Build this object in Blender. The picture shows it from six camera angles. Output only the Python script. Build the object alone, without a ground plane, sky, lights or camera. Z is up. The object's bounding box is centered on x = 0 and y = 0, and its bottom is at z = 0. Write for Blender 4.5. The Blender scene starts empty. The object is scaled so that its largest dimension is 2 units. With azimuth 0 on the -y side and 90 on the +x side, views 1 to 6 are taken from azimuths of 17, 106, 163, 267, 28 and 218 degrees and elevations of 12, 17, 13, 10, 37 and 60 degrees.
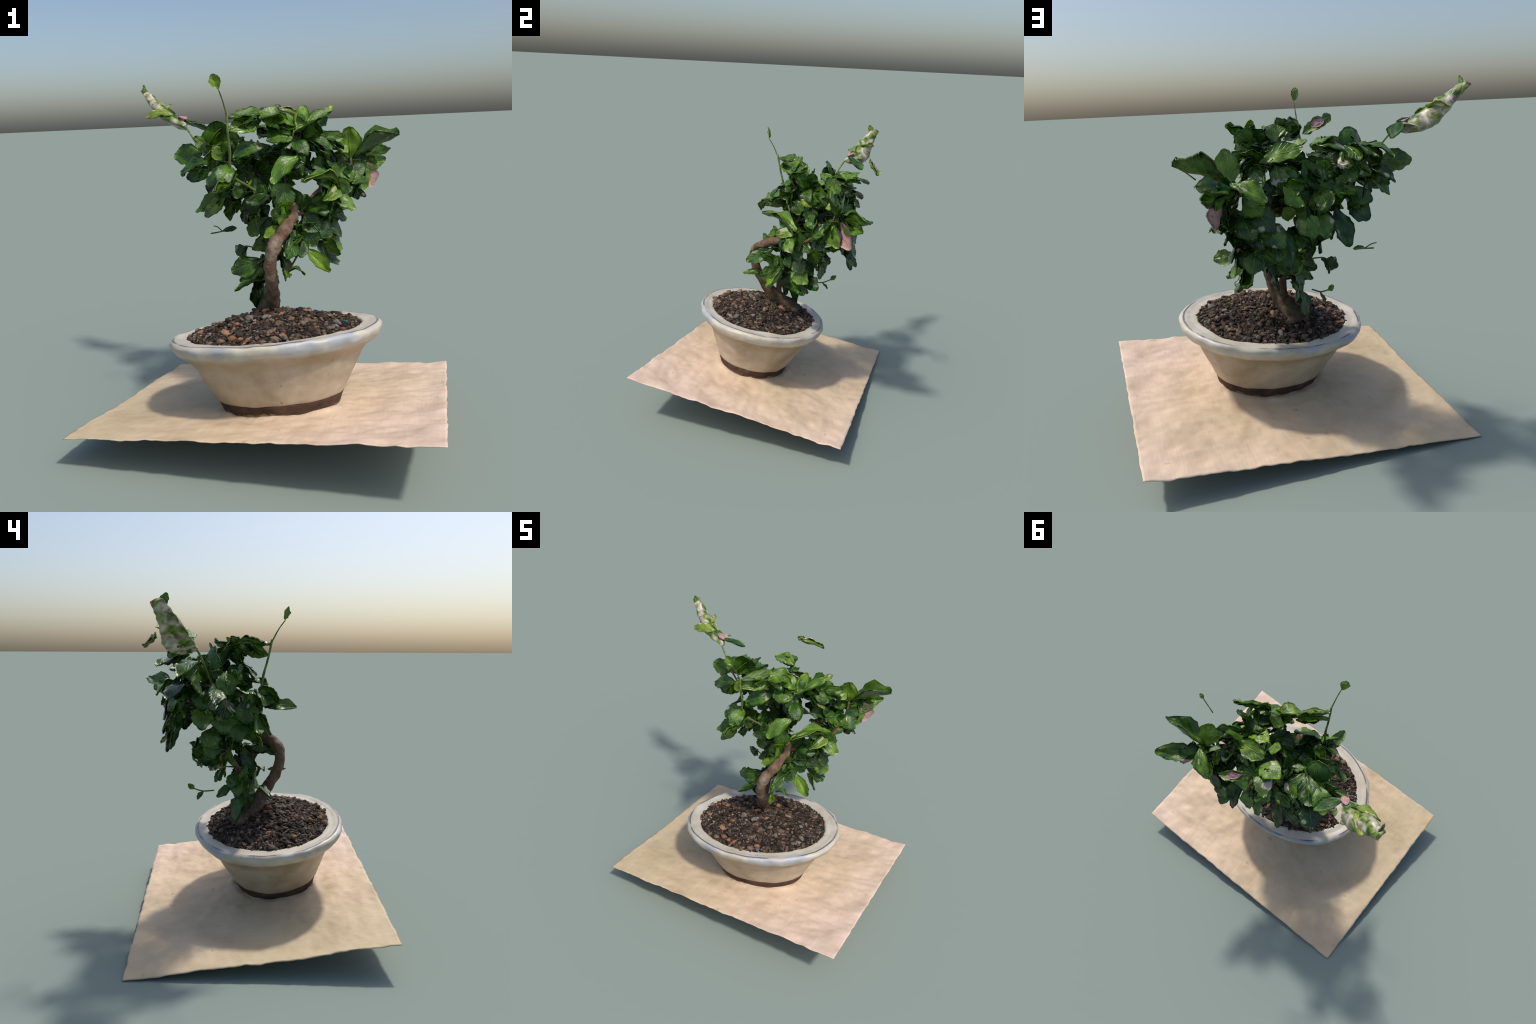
"""A small bonsai in an oval glazed pot, standing on a tilted plywood board."""
import bpy, math, random
import numpy as np
from mathutils import Vector, Matrix, noise

rng = random.Random(11)
V = Vector

# ------------------------------------------------------------------ helpers
def new_object(name, verts, faces, mat=None, smooth=True, parent=None):
    me = bpy.data.meshes.new(name)
    me.from_pydata([tuple(v) for v in verts], [], faces)
    me.update()
    if smooth:
        me.polygons.foreach_set("use_smooth", [True] * len(me.polygons))
    ob = bpy.data.objects.new(name, me)
    bpy.context.scene.collection.objects.link(ob)
    if mat:
        for m in (mat if isinstance(mat, (list, tuple)) else [mat]):
            me.materials.append(m)
    if parent:
        ob.parent = parent
    return ob


def fbm(p, scale, octaves=3, seed=0.0):
    q = V((p[0] * scale + seed, p[1] * scale + 1.7 * seed, p[2] * scale - seed))
    return noise.fractal(q, 0.8, 2.1, octaves)


def catmull(points, per=8):
    """Smooth curve through control points."""
    P = [V(p) for p in points]
    P = [P[0] * 2 - P[1]] + P + [P[-1] * 2 - P[-2]]
    out = []
    for i in range(1, len(P) - 2):
        a, b, c, d = P[i - 1:i + 3]
        for k in range(per):
            t = k / per
            out.append(0.5 * (2 * b + (c - a) * t + (2 * a - 5 * b + 4 * c - d) * t * t + (3 * b - a - 3 * c + d) * t ** 3))
    out.append(P[-2].copy())
    return out


def tube_geometry(points, radii, sides=12, bump=0.0, bump_scale=18.0, per=8, seed=0.0):
    path = catmull(points, per)
    n = len(path)
    rr = [np.interp(i / per, range(len(radii)), radii) for i in range(n)]
    verts, faces = [], []
    ref = V((1, 0, 0))
    for i, p in enumerate(path):
        t = (path[min(i + 1, n - 1)] - path[max(i - 1, 0)]).normalized()
        ref = (ref - t * ref.dot(t)).normalized()
        s = t.cross(ref)
        for k in range(sides):
            a = 2 * math.pi * k / sides
            d = ref * math.cos(a) + s * math.sin(a)
            q = p + d * rr[i]
            f = 1 + bump * fbm(q, bump_scale, 4, seed)
            verts.append(p + d * rr[i] * f)
    for i in range(n - 1):
        for k in range(sides):
            a, b = i * sides + k, i * sides + (k + 1) % sides
            faces.append((a, b, b + sides, a + sides))
    faces.append(tuple(range(sides))[::-1])
    faces.append(tuple(range((n - 1) * sides, n * sides)))
    return verts, faces


# ---------------------------------------------------------------- materials
class Nodes:
    def __init__(self, name):
        self.m = bpy.data.materials.new(name)
        self.m.use_nodes = True
        self.t = self.m.node_tree
        self.b = self.t.nodes["Principled BSDF"]
        self.co = self.t.nodes.new("ShaderNodeTexCoord").outputs["Object"]

    def add(self, kind, **kw):
        n = self.t.nodes.new("ShaderNode" + kind)
        for k, v in kw.items():
            if hasattr(n, k):
                setattr(n, k, v)
        return n

    def link(self, a, b):
        self.t.links.new(a, b)

    def val(self, sock, v):
        if hasattr(v, "links") or hasattr(v, "is_linked"):
            self.link(v, sock)
        else:
            sock.default_value = v

    def scaled(self, s, src=None):
        n = self.add("Mapping")
        n.inputs["Scale"].default_value = s if isinstance(s, (tuple, list)) else (s, s, s)
        self.link(src or self.co, n.inputs["Vector"])
        return n.outputs["Vector"]

    def noise(self, scale, detail=4, rough=0.6, src=None, dims="3D", w=None, dist=0.0):
        n = self.add("TexNoise", noise_dimensions="4D" if w is not None else dims)
        n.inputs["Scale"].default_value = scale
        n.inputs["Detail"].default_value = detail
        n.inputs["Roughness"].default_value = rough
        n.inputs["Distortion"].default_value = dist
        if w is not None:
            self.val(n.inputs["W"], w)
        self.link(src or self.co, n.inputs["Vector"])
        return n.outputs["Fac"]

    def ramp(self, fac, *stops):
        n = self.add("ValToRGB")
        el = n.color_ramp.elements
        for i, (p, c) in enumerate(stops):
            e = el[i] if i < 2 else el.new(p)
            e.position = p
            e.color = c if len(c) == 4 else (*c, 1)
        self.link(fac, n.inputs["Fac"])
        return n.outputs["Color"]

    def mask(self, fac, lo, hi):
        n = self.add("MapRange", interpolation_type="SMOOTHSTEP")
        n.inputs["From Min"].default_value = lo
        n.inputs["From Max"].default_value = hi
        self.link(fac, n.inputs["Value"])
        return n.outputs["Result"]

    def math(self, op, a, b=0.0):
        n = self.add("Math", operation=op)
        self.val(n.inputs[0], a)
        self.val(n.inputs[1], b)
        return n.outputs[0]

    def mix(self, fac, a, b, blend="MIX"):
        n = self.add("Mix", data_type="RGBA", blend_type=blend)
        self.val(n.inputs["Factor"], fac)
        self.val(n.inputs["A"] if False else n.inputs[6], a if not isinstance(a, tuple) else (*a, 1))
        self.val(n.inputs[7], b if not isinstance(b, tuple) else (*b, 1))
        return n.outputs[2]

    def sep(self, src=None):
        n = self.add("SeparateXYZ")
        self.link(src or self.co, n.inputs[0])
        return n.outputs

    def bump(self, height, strength=0.4, dist=0.01):
        n = self.add("Bump")
        n.inputs["Strength"].default_value = strength
        n.inputs["Distance"].default_value = dist
        self.link(height, n.inputs["Height"])
        self.link(n.outputs["Normal"], self.b.inputs["Normal"])

    def done(self, color, rough=0.6, spec=0.5):
        self.val(self.b.inputs["Base Color"], color if not isinstance(color, tuple) else (*color, 1))
        self.val(self.b.inputs["Roughness"], rough)
        self.b.inputs["Specular IOR Level"].default_value = spec
        return self.m


def leaf_material(name, deep, mid, light, pale=None, pale_amount=0.0, rough=0.22):
    n = Nodes(name)
    rnd = n.add("ObjectInfo").outputs["Random"]
    w = n.math("MULTIPLY", rnd, 40.0)
    x, y, z = n.sep()
    big = n.noise(2.6, 3, 0.6, w=w)
    col = n.ramp(big, (0.38, deep), (0.52, mid), (0.68, light))
    # each leaf a little lighter or darker
    col = n.mix(n.mask(rnd, 0.45, 1.0), col, n.mix(0.5, col, light))
    mott = n.mask(n.noise(4.5, 3, 0.6, w=n.math("ADD", w, 21.0)), 0.56, 0.70)
    col = n.mix(n.math("MULTIPLY", mott, 0.55), col, tuple(min(1, c * k) for c, k in zip(light, (1.5, 1.15, 1.3))))
    tone = n.add("MapRange")
    n.link(n.add("ObjectInfo").outputs["Random"], tone.inputs["Value"])
    tone.inputs["To Min"].default_value, tone.inputs["To Max"].default_value = 0.62, 1.10
    grey = n.add("CombineColor")
    for k in range(3):
        n.link(tone.outputs["Result"], grey.inputs[k])
    col = n.mix(1.0, col, grey.outputs[0], "MULTIPLY")
    # pale midrib and side veins
    rib = n.mask(n.math("ABSOLUTE", y), 0.035, 0.0)
    vx = n.math("SUBTRACT", n.math("MULTIPLY", x, 34.0), n.math("MULTIPLY", n.math("ABSOLUTE", y), 38.0))
    veins = n.math("MULTIPLY", n.mask(n.math("SINE", vx), 0.82, 1.0), 0.35)
    lines = n.math("MAXIMUM", n.math("MULTIPLY", rib, 0.7), veins)
    col = n.mix(n.math("MULTIPLY", lines, 0.45), col, tuple(min(1, c * 1.5 + 0.02) for c in light))
    if pale:
        m = n.mask(n.noise(2.2, 2, 0.5, w=n.math("ADD", w, 9.0)), 0.66 - pale_amount, 0.72 - pale_amount)
        col = n.mix(m, col, pale)
    fine = n.noise(14, 4, 0.65, w=w)
    col = n.mix(0.35, col, n.ramp(fine, (0.3, (0.55, 0.55, 0.5)), (0.7, (1.3, 1.3, 1.2))), "MULTIPLY")
    n.bump(n.math("ADD", n.math("MULTIPLY", fine, 0.5), lines), 0.5, 0.012)
    return n.done(col, n.math("ADD", n.math("MULTIPLY", fine, 0.25), rough - 0.08), 0.5)


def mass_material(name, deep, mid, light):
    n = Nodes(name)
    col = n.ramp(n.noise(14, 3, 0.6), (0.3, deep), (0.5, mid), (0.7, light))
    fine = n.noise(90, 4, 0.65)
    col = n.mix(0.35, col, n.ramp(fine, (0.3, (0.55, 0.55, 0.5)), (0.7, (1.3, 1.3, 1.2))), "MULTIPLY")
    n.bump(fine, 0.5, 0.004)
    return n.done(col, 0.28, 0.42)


def withered_material():
    n = Nodes("withered_blade")
    patch = n.noise(16, 2, 0.45, dist=0.8)
    col = n.ramp(patch, (0.36, (0.030, 0.085, 0.010)), (0.46, (0.17, 0.24, 0.04)), (0.52, (0.30, 0.28, 0.20)), (0.60, (0.40, 0.35, 0.29)), (0.70, (0.60, 0.55, 0.43)))
    col = n.mix(n.math("MULTIPLY", n.mask(n.noise(22, 2), 0.60, 0.66), 0.7), col, (0.17, 0.09, 0.12))
    n.bump(n.noise(40, 3), 0.5, 0.006)
    return n.done(col, 0.4, 0.4)


LEAF = {
    "withered": withered_material(),
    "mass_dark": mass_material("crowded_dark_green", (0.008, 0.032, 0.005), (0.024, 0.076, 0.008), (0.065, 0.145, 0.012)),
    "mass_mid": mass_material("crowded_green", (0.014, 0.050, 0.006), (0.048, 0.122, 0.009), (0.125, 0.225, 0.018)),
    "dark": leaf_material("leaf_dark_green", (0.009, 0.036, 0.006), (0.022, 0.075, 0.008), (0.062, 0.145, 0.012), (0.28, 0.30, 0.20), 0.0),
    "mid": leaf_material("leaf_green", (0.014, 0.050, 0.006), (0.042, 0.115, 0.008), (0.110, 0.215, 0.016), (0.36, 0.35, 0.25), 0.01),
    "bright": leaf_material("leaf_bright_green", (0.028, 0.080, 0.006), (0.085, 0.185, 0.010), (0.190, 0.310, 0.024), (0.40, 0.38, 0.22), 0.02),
    "pale": leaf_material("leaf_pale_patches", (0.05, 0.14, 0.02), (0.14, 0.23, 0.05), (0.32, 0.35, 0.16), (0.58, 0.50, 0.42), 0.20),
    "spotted": leaf_material("leaf_spotted", (0.03, 0.09, 0.01), (0.09, 0.18, 0.02), (0.20, 0.29, 0.05), (0.46, 0.42, 0.36), 0.10),
    "yellow": leaf_material("leaf_yellow_green", (0.09, 0.19, 0.02), (0.20, 0.32, 0.03), (0.36, 0.44, 0.07), (0.60, 0.50, 0.40), 0.06),
    "purple": leaf_material("leaf_purple_patch", (0.13, 0.03, 0.16), (0.36, 0.18, 0.17), (0.48, 0.29, 0.26), (0.13, 0.05, 0.22), 0.08, 0.45),
    "orange": leaf_material("leaf_orange_tip", (0.55, 0.14, 0.05), (0.65, 0.17, 0.07), (0.70, 0.25, 0.12), None, 0, 0.5),
}


def bark_material():
    n = Nodes("bark")
    st = n.noise(9, 5, 0.65, dist=0.6)
    col = n.ramp(st, (0.28, (0.050, 0.028, 0.020)), (0.46, (0.150, 0.085, 0.052)), (0.60, (0.240, 0.165, 0.110)), (0.74, (0.360, 0.320, 0.260)))
    low = n.mask(n.sep()[2], 0.90, 0.74)
    wet = n.math("MULTIPLY", low, n.mask(n.noise(14, 3), 0.30, 0.62))
    col = n.mix(n.math("MULTIPLY", wet, 0.8), col, (0.050, 0.046, 0.020))
    n.bump(n.noise(38, 6, 0.7), 0.9, 0.016)
    return n.done(col, 0.75, 0.3)


def twig_material():
    n = Nodes("green_twig")
    col = n.ramp(n.noise(20, 3), (0.35, (0.10, 0.08, 0.035)), (0.55, (0.10, 0.17, 0.035)), (0.7, (0.24, 0.26, 0.09)))
    n.bump(n.noise(60, 4), 0.4, 0.005)
    return n.done(col, 0.6, 0.3)


def board_material():
    n = Nodes("plywood")
    grain = n.noise(7, 6, 0.62, src=n.scaled((14.0, 0.9, 1.0)), dist=0.4)
    blot = n.noise(4.2, 4, 0.6, dist=0.3)
    tint = n.noise(0.9, 1, 0.4)
    x, y, z = n.sep()
    # the sheet drifts from yellow tan on one side to pinkish on the other
    side = n.math("ADD", n.math("MULTIPLY", x, 0.35), n.math("ADD", n.math("MULTIPLY", tint, 0.9), -0.05))
    col = n.ramp(side, (0.1, (0.56, 0.44, 0.275)), (0.5, (0.64, 0.485, 0.33)), (0.85, (0.71, 0.535, 0.415)))
    col = n.mix(0.25, col, n.ramp(grain, (0.3, (0.80, 0.78, 0.76)), (0.5, (1.0, 1.0, 1.0)), (0.72, (1.14, 1.14, 1.16))), "MULTIPLY")
    col = n.mix(0.6, col, n.ramp(blot, (0.34, (0.76, 0.73, 0.68)), (0.52, (1.0, 1.0, 1.0)), (0.68, (1.12, 1.12, 1.15))), "MULTIPLY")
    spots = n.mask(n.noise(16, 2, 0.4), 0.70, 0.76)
    col = n.mix(n.math("MULTIPLY", spots, 0.35), col, (0.27, 0.18, 0.11))
    n.bump(n.math("ADD", n.math("MULTIPLY", grain, 0.25), n.math("MULTIPLY", n.noise(9, 2, 0.45), 2.0)), 0.30, 0.016)
    return n.done(col, 0.62, 0.35)


def glaze_material():
    n = Nodes("cream_glaze")
    x, y, z = n.sep()
    blot = n.noise(4.5, 4, 0.6)
    body = n.ramp(blot, (0.32, (0.28, 0.215, 0.14)), (0.5, (0.39, 0.315, 0.222)), (0.66, (0.47, 0.395, 0.295)))
    # blurred band under the lip where the glaze ran thick
    zz = n.math("ADD", z, n.math("MULTIPLY", n.math("SUBTRACT", n.noise(6, 3), 0.5), 0.035))
    band = n.math("MULTIPLY", n.mask(zz, 0.275, 0.305), n.mask(zz, 0.350, 0.325))
    body = n.mix(n.math("MULTIPLY", band, 0.45), body, (0.34, 0.255, 0.155))
    rim = n.ramp(n.noise(7, 4), (0.3, (0.43, 0.385, 0.285)), (0.55, (0.55, 0.495, 0.395)), (0.75, (0.62, 0.585, 0.52)))
    col = n.mix(n.mask(zz, 0.345, 0.372), body, rim)
    # bluish glaze on the lip, with a thin dark line on its upper edge
    r = n.add("VectorMath", operation="LENGTH")
    n.link(n.scaled((1 / 0.585, 1 / 0.474, 0.0)), r.inputs[0])
    rad = r.outputs["Value"]
    lip = n.math("MULTIPLY", n.mask(zz, 0.352, 0.392), n.mask(rad, 0.93, 0.985))
    col = n.mix(n.math("MULTIPLY", lip, n.math("MULTIPLY", n.mask(n.noise(5, 4), 0.42, 0.66), 0.65)), col, (0.28, 0.33, 0.43))
    wob = n.math("ADD", rad, n.math("MULTIPLY", n.math("SUBTRACT", n.noise(9, 3), 0.5), 0.022))
    line = n.math("MULTIPLY", n.mask(wob, 0.952, 0.966), n.mask(wob, 0.986, 0.972))
    line = n.math("MULTIPLY", n.math("MULTIPLY", line, n.mask(z, 0.400, 0.412)), n.mask(n.noise(4, 3), 0.36, 0.52))
    col = n.mix(n.math("MULTIPLY", line, 0.85), col, (0.060, 0.050, 0.075))
    pits = n.math("MULTIPLY", n.mask(n.noise(34, 2, 0.5), 0.70, 0.75), n.mask(n.noise(3, 2), 0.42, 0.6))
    col = n.mix(n.math("MULTIPLY", pits, 0.7), col, (0.09, 0.065, 0.045))
    n.bump(n.math("ADD", blot, n.math("MULTIPLY", n.noise(40, 3), 0.15)), 0.25, 0.01)
    return n.done(col, 0.42, 0.45)


def clay_material():
    n = Nodes("unglazed_clay")
    col = n.ramp(n.noise(9, 5), (0.3, (0.030, 0.021, 0.016)), (0.6, (0.085, 0.050, 0.034)), (0.8, (0.17, 0.105, 0.07)))
    dust = n.math("ADD", n.sep()[2], n.math("MULTIPLY", n.math("SUBTRACT", n.noise(10, 3), 0.5), 0.09))
    col = n.mix(n.math("MULTIPLY", n.mask(dust, 0.022, 0.008), 0.6), col, (0.30, 0.22, 0.14))
    n.bump(n.noise(40, 4), 0.5, 0.01)
    return n.done(col, 0.85, 0.2)


def soil_material():
    n = Nodes("dark_soil")
    vo = n.add("TexVoronoi")
    vo.inputs["Scale"].default_value = 55
    n.link(n.co, vo.inputs["Vector"])
    grey = n.add("RGBToBW")
    n.link(vo.outputs["Color"], grey.inputs[0])
    col = n.ramp(grey.outputs[0], (0.2, (0.020, 0.015, 0.012)), (0.5, (0.050, 0.036, 0.028)), (0.7, (0.10, 0.070, 0.050)), (0.9, (0.21, 0.15, 0.105)))
    col = n.mix(0.6, col, n.ramp(n.noise(20, 4), (0.35, (0.5, 0.5, 0.5)), (0.65, (1.2, 1.15, 1.1))), "MULTIPLY")
    n.bump(n.math("SUBTRACT", n.noise(70, 4), vo.outputs["Distance"]), 0.9, 0.015)
    return n.done(col, 0.9, 0.2)


def stone_material(name, a, b):
    n = Nodes(name)
    rnd = n.add("ObjectInfo").outputs["Random"]
    col = n.mix(rnd, a, b)
    col = n.mix(0.8, col, n.ramp(n.noise(1.6, 5, 0.65, w=n.math("MULTIPLY", rnd, 30.0)), (0.3, (0.45, 0.43, 0.42)), (0.65, (1.2, 1.18, 1.15))), "MULTIPLY")
    n.bump(n.noise(5, 4), 0.5, 0.05)
    return n.done(col, 0.85, 0.25)


MAT_BARK, MAT_TWIG, MAT_BOARD, MAT_GLAZE = bark_material(), twig_material(), board_material(), glaze_material()
MAT_CLAY, MAT_SOIL = clay_material(), soil_material()
STONES = [
    stone_material("stone_dark_brown", (0.022, 0.016, 0.013), (0.075, 0.052, 0.038)),
    stone_material("stone_brown", (0.14, 0.095, 0.065), (0.24, 0.165, 0.115)),
    stone_material("stone_grey", (0.15, 0.135, 0.12), (0.30, 0.27, 0.23)),
    stone_material("stone_orange", (0.27, 0.135, 0.065), (0.42, 0.23, 0.12)),
]
MAT_TEAL = stone_material("pellet_teal", (0.03, 0.22, 0.22), (0.05, 0.33, 0.30))

# -------------------------------------------------------------------- board
def build_board():
    A, B, C, D = V((-0.952, -0.739, 0.183)), V((0.945, -0.752, 0.352)), V((0.952, 0.738, 0.159)), V((-0.930, 0.750, 0.0045))
    nu, nv, thick = 150, 120, 0.0045
    top, verts, faces = [], [], []
    for j in range(nv + 1):
        for i in range(nu + 1):
            u, v = i / nu, j / nv
            p = A * (1 - u) * (1 - v) + B * u * (1 - v) + C * u * v + D * (1 - u) * v
            edge = min(u, 1 - u, v, 1 - v)
            corner = min(u, 1 - u) + min(v, 1 - v)
            near = max(0.0, 1 - edge / 0.03)
            # long soft waves, hammered dents (deeper on the +x side), ragged edge
            e = 0.010 * fbm(p, 1.6, 2, 3.1) + (0.0035 + 0.0080 * u) * fbm((p.x * 0.8, p.y * 1.3, 0), 8.5, 2, 7.7)
            e += 0.005 * near * fbm(p, 14, 2, 1.3)
            e -= 0.010 * min(1, 5 * edge)  # the sheet sags a little inside its edges
            p = p + V((0, 0, e * min(1, corner / 0.06)))
            # the surface swells up against the pot foot
            o = V((p.x - 0.0605, p.y + 0.126, 0))
            ou, ov = o.dot(V((0.98, 0.197, 0))), o.dot(V((-0.197, 0.98, 0)))
            gap = max(0.0, math.hypot(ou / 0.355, ov / 0.278) - 1) * 0.31
            swell = 0.012 * math.exp(-(gap / 0.030) ** 1.5) * (0.75 + 0.6 * fbm(p, 11, 2, 2.2))
            p = p + V((0, 0, swell))
            rag = 0.006 * near * min(1, corner / 0.08)
            p += V((rag * fbm(p, 16, 2, 5.0), rag * fbm(p, 16, 2, 9.0), 0))
            top.append(p)
    top = [V((p.x, p.y, max(p.z, thick))) for p in top]
    verts = top + [p - V((0, 0, thick)) for p in top]
    W, off = nu + 1, len(top)
    for j in range(nv):
        for i in range(nu):
            a = j * W + i
            faces.append((a, a + 1, a + W + 1, a + W))
            faces.append((off + a, off + a + W, off + a + W + 1, off + a + 1))
    ring = [i for i in range(W)] + [j * W + nu for j in range(1, nv + 1)] + [nv * W + i for i in range(nu - 1, -1, -1)] + [j * W for j in range(nv - 1, 0, -1)]
    for k, a in enumerate(ring):
        b = ring[(k + 1) % len(ring)]
        faces.append((a, off + a, off + b, b))
    ob = new_object("plywood_board", verts, faces, MAT_BOARD)
    ob["label"] = "thin tan plywood sheet with slightly warped dented surface"
    ob["category"] = "wooden board"
    return ob


build_board()

# ---------------------------------------------------------------------- pot
AXIS = V((-0.108, 0.123, 1.0)).normalized()
ex = (V((1, 0, 0)) - AXIS * AXIS.x).normalized()
ey = AXIS.cross(ex)
PHI = 0.197
px = ex * math.cos(PHI) + ey * math.sin(PHI)
py = AXIS.cross(px)
POT_BASE = V((0.0605, -0.126, 0.2635)) - AXIS * 0.078
POT = Matrix.Translation(POT_BASE) @ Matrix((px, py, AXIS)).transposed().to_4x4()

bonsai = bpy.data.objects.new("bonsai_in_pot", None)
bpy.context.scene.collection.objects.link(bonsai)
bonsai.matrix_world = POT
bonsai["label"] = "gnarled little bonsai with glossy leaves in cream oval pot"
bonsai["category"] = "bonsai tree"
UNPOT = POT.inverted()


def oval(a, ratio, e, th):
    c, s = math.cos(th), math.sin(th)
    k = (abs(c) ** e + abs(s) ** e) ** (-1 / e)
    return a * k * c, a * ratio * k * s


def lathe(profile, sides, wobble):
    verts, faces = [], []
    for i, (h, a) in enumerate(profile):
        f = min(1, max(0, h / 0.41))
        for k in range(sides):
            th = 2 * math.pi * k / sides
            u, v = oval(a, 0.780 + 0.03 * f, 2.22 - 0.14 * f, th)
            p = V((u, v, h))
            q = 1 + wobble * fbm(p, 4.5, 3, 2.0) + 0.5 * wobble * fbm(p, 16, 2, 6.0)
            p = V((u * q, v * q, h + 0.30 * wobble * fbm(p, 6, 2, 4.0)))
            verts.append(p)
    n = len(profile)
    for i in range(n - 1):
        for k in range(sides):
            a, b = i * sides + k, i * sides + (k + 1) % sides
            faces.append((a, b, b + sides, a + sides))
    return verts, faces


def dense_profile(points, per=5):
    return [(p.x, p.y) for p in catmull([(h, a, 0) for h, a in points], per)]


SHIFT = 0.0
body = dense_profile([(0.068, 0.335), (0.075, 0.352), (0.105, 0.372), (0.165, 0.404), (0.225, 0.437), (0.280, 0.466), (0.315, 0.494),
                      (0.336, 0.522), (0.356, 0.553), (0.382, 0.577), (0.404, 0.586), (0.420, 0.583), (0.430, 0.568),
                      (0.430, 0.545), (0.427, 0.520), (0.428, 0.495), (0.426, 0.478), (0.410, 0.466), (0.340, 0.430)])
vs, fs = lathe(body, 160, 0.018)
pot = new_object("pot", vs, fs, MAT_GLAZE, parent=bonsai)
foot = dense_profile([(-0.012, 0.300), (0.0, 0.318), (0.03, 0.332), (0.056, 0.344), (0.072, 0.347), (0.078, 0.335)])
vs, fs = lathe(foot, 120, 0.022)
new_object("pot_foot", vs, fs, MAT_CLAY, parent=pot)

# --------------------------------------------------------------------- soil
TREE_UV = UNPOT @ V((-0.02, 0.02, 0.62))


def soil_height(u, v):
    r = math.hypot(u / 0.489, v / 0.398)
    d = math.hypot(u - TREE_UV.x, v - TREE_UV.y)
    h = 0.421 + 0.100 * max(0.0, 1 - r ** 1.6) + 0.026 * math.exp(-(d / 0.095) ** 2)
    return h + 0.010 * fbm((u, v, 0), 7, 2, 8.0) * min(1, (1.02 - r) * 4)


def build_soil():
    rings, sides = 44, 150
    verts, faces = [(0, 0, soil_height(0, 0))], []
    for i in range(1, rings + 1):
        r = i / rings
        for k in range(sides):
            th = 2 * math.pi * k / sides
            u, v = oval(0.487 * r, 0.815, 2.02, th)
            q = 1 + (0.03 * fbm((u, v, 1), 14, 2, 2.0) if i == rings else 0)
            u, v = u * q, v * q
            h = soil_height(u, v) + 0.014 * fbm((u, v, 0), 22, 3, 4.0) - (0.008 if i == rings else 0)
            verts.append((u, v, h))
    for k in range(sides):
        faces.append((0, 1 + k, 1 + (k + 1) % sides))
    for i in range(rings - 1):
        for k in range(sides):
            a, b = 1 + i * sides + k, 1 + i * sides + (k + 1) % sides
            faces.append((a, a + sides, b + sides, b))
    return new_object("soil", verts, faces, MAT_SOIL, parent=bonsai)


soil = build_soil()


def pebble_shape(seed):
    """A lumpy, slightly angular stone of unit radius."""
    verts, faces = [], []
    rows, cols = 7, 10
    for i in range(rows + 1):
        ph = math.pi * i / rows
        for k in range(cols):
            th = 2 * math.pi * k / cols
            d = V((math.sin(ph) * math.cos(th), math.sin(ph) * math.sin(th), math.cos(ph)))
            f = 1 + 0.38 * noise.noise(d * 1.3 + V((seed * 3.1, seed, 0))) + 0.16 * noise.noise(d * 3 + V((0, seed * 2, 0)))
            verts.append((d.x * f, d.y * f * 0.8, d.z * f * 0.66))
    for i in range(rows):
        for k in range(cols):
            a, b = i * cols + k, i * cols + (k + 1) % cols
            faces.append((a, a + cols, b + cols, b))
    return verts, faces


def scatter_stones():
    shapes = [pebble_shape(s + 0.7) for s in range(7)]
    meshes = {}
    def mesh(name, s, mat):
        key = (name, s, mat.name)
        if key not in meshes:
            me = bpy.data.meshes.new(name)
            me.from_pydata(shapes[s][0], [], shapes[s][1])
            if s % 2 == 0:
                me.polygons.foreach_set("use_smooth", [True] * len(me.polygons))
            me.materials.append(mat)
            meshes[key] = me
        return meshes[key]
    def spot(edge=0.985):
        while True:
            u, v = rng.uniform(-0.49, 0.49), rng.uniform(-0.4, 0.4)
            if math.hypot(u / 0.486, v / 0.396) < edge and math.hypot(u - TREE_UV.x, v - TREE_UV.y) > 0.07:
                return u, v
    def place(name, mat, size, sink):
        u, v = spot()
        ob = bpy.data.objects.new(name, mesh(name, rng.randrange(7), mat))
        bpy.context.scene.collection.objects.link(ob)
        ob.parent = soil
        ob.location = (u, v, soil_height(u, v) + size * sink)
        ob.rotation_euler = (rng.uniform(-0.6, 0.6), rng.uniform(-0.6, 0.6), rng.uniform(0, 6.3))
        ob.scale = (size * rng.uniform(0.9, 1.4), size * rng.uniform(0.8, 1.1), size * rng.uniform(0.8, 1.1))
    for i in range(270):
        mat = rng.choices(STONES, (50, 28, 13, 9))[0]
        place("pebble", mat, 0.008 + 0.016 * rng.random() ** 2.0 + (0.007 if rng.random() < 0.07 else 0), rng.uniform(0.0, 0.5))
    for i in range(26):
        place("fertiliser_pellet", MAT_TEAL, rng.uniform(0.005, 0.008), 0.6)
    # grit too small to pick apart, one mesh per stone colour
    for mi, (mat, count) in enumerate(zip(STONES, (800, 220, 70, 30))):
        verts, faces = [], []
        for i in range(count):
            u, v = spot(1.0)
            size = rng.uniform(0.004, 0.0105)
            rot = Matrix.Rotation(rng.uniform(0, 6.3), 3, 'Z') @ Matrix.Rotation(rng.uniform(-0.9, 0.9), 3, 'X')
            c = V((u, v, soil_height(u, v) + size * rng.uniform(0.2, 0.9)))
            sv, sf = shapes[rng.randrange(7)]
            o = len(verts)
            verts += [c + rot @ V((p[0] * size * 1.2, p[1] * size, p[2] * size)) for p in sv]
            faces += [tuple(o + k for k in f) for f in sf]
        g = new_object("grit", verts, faces, mat, smooth=False, parent=soil)
        g["kind"] = "stuff"


scatter_stones()

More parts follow.
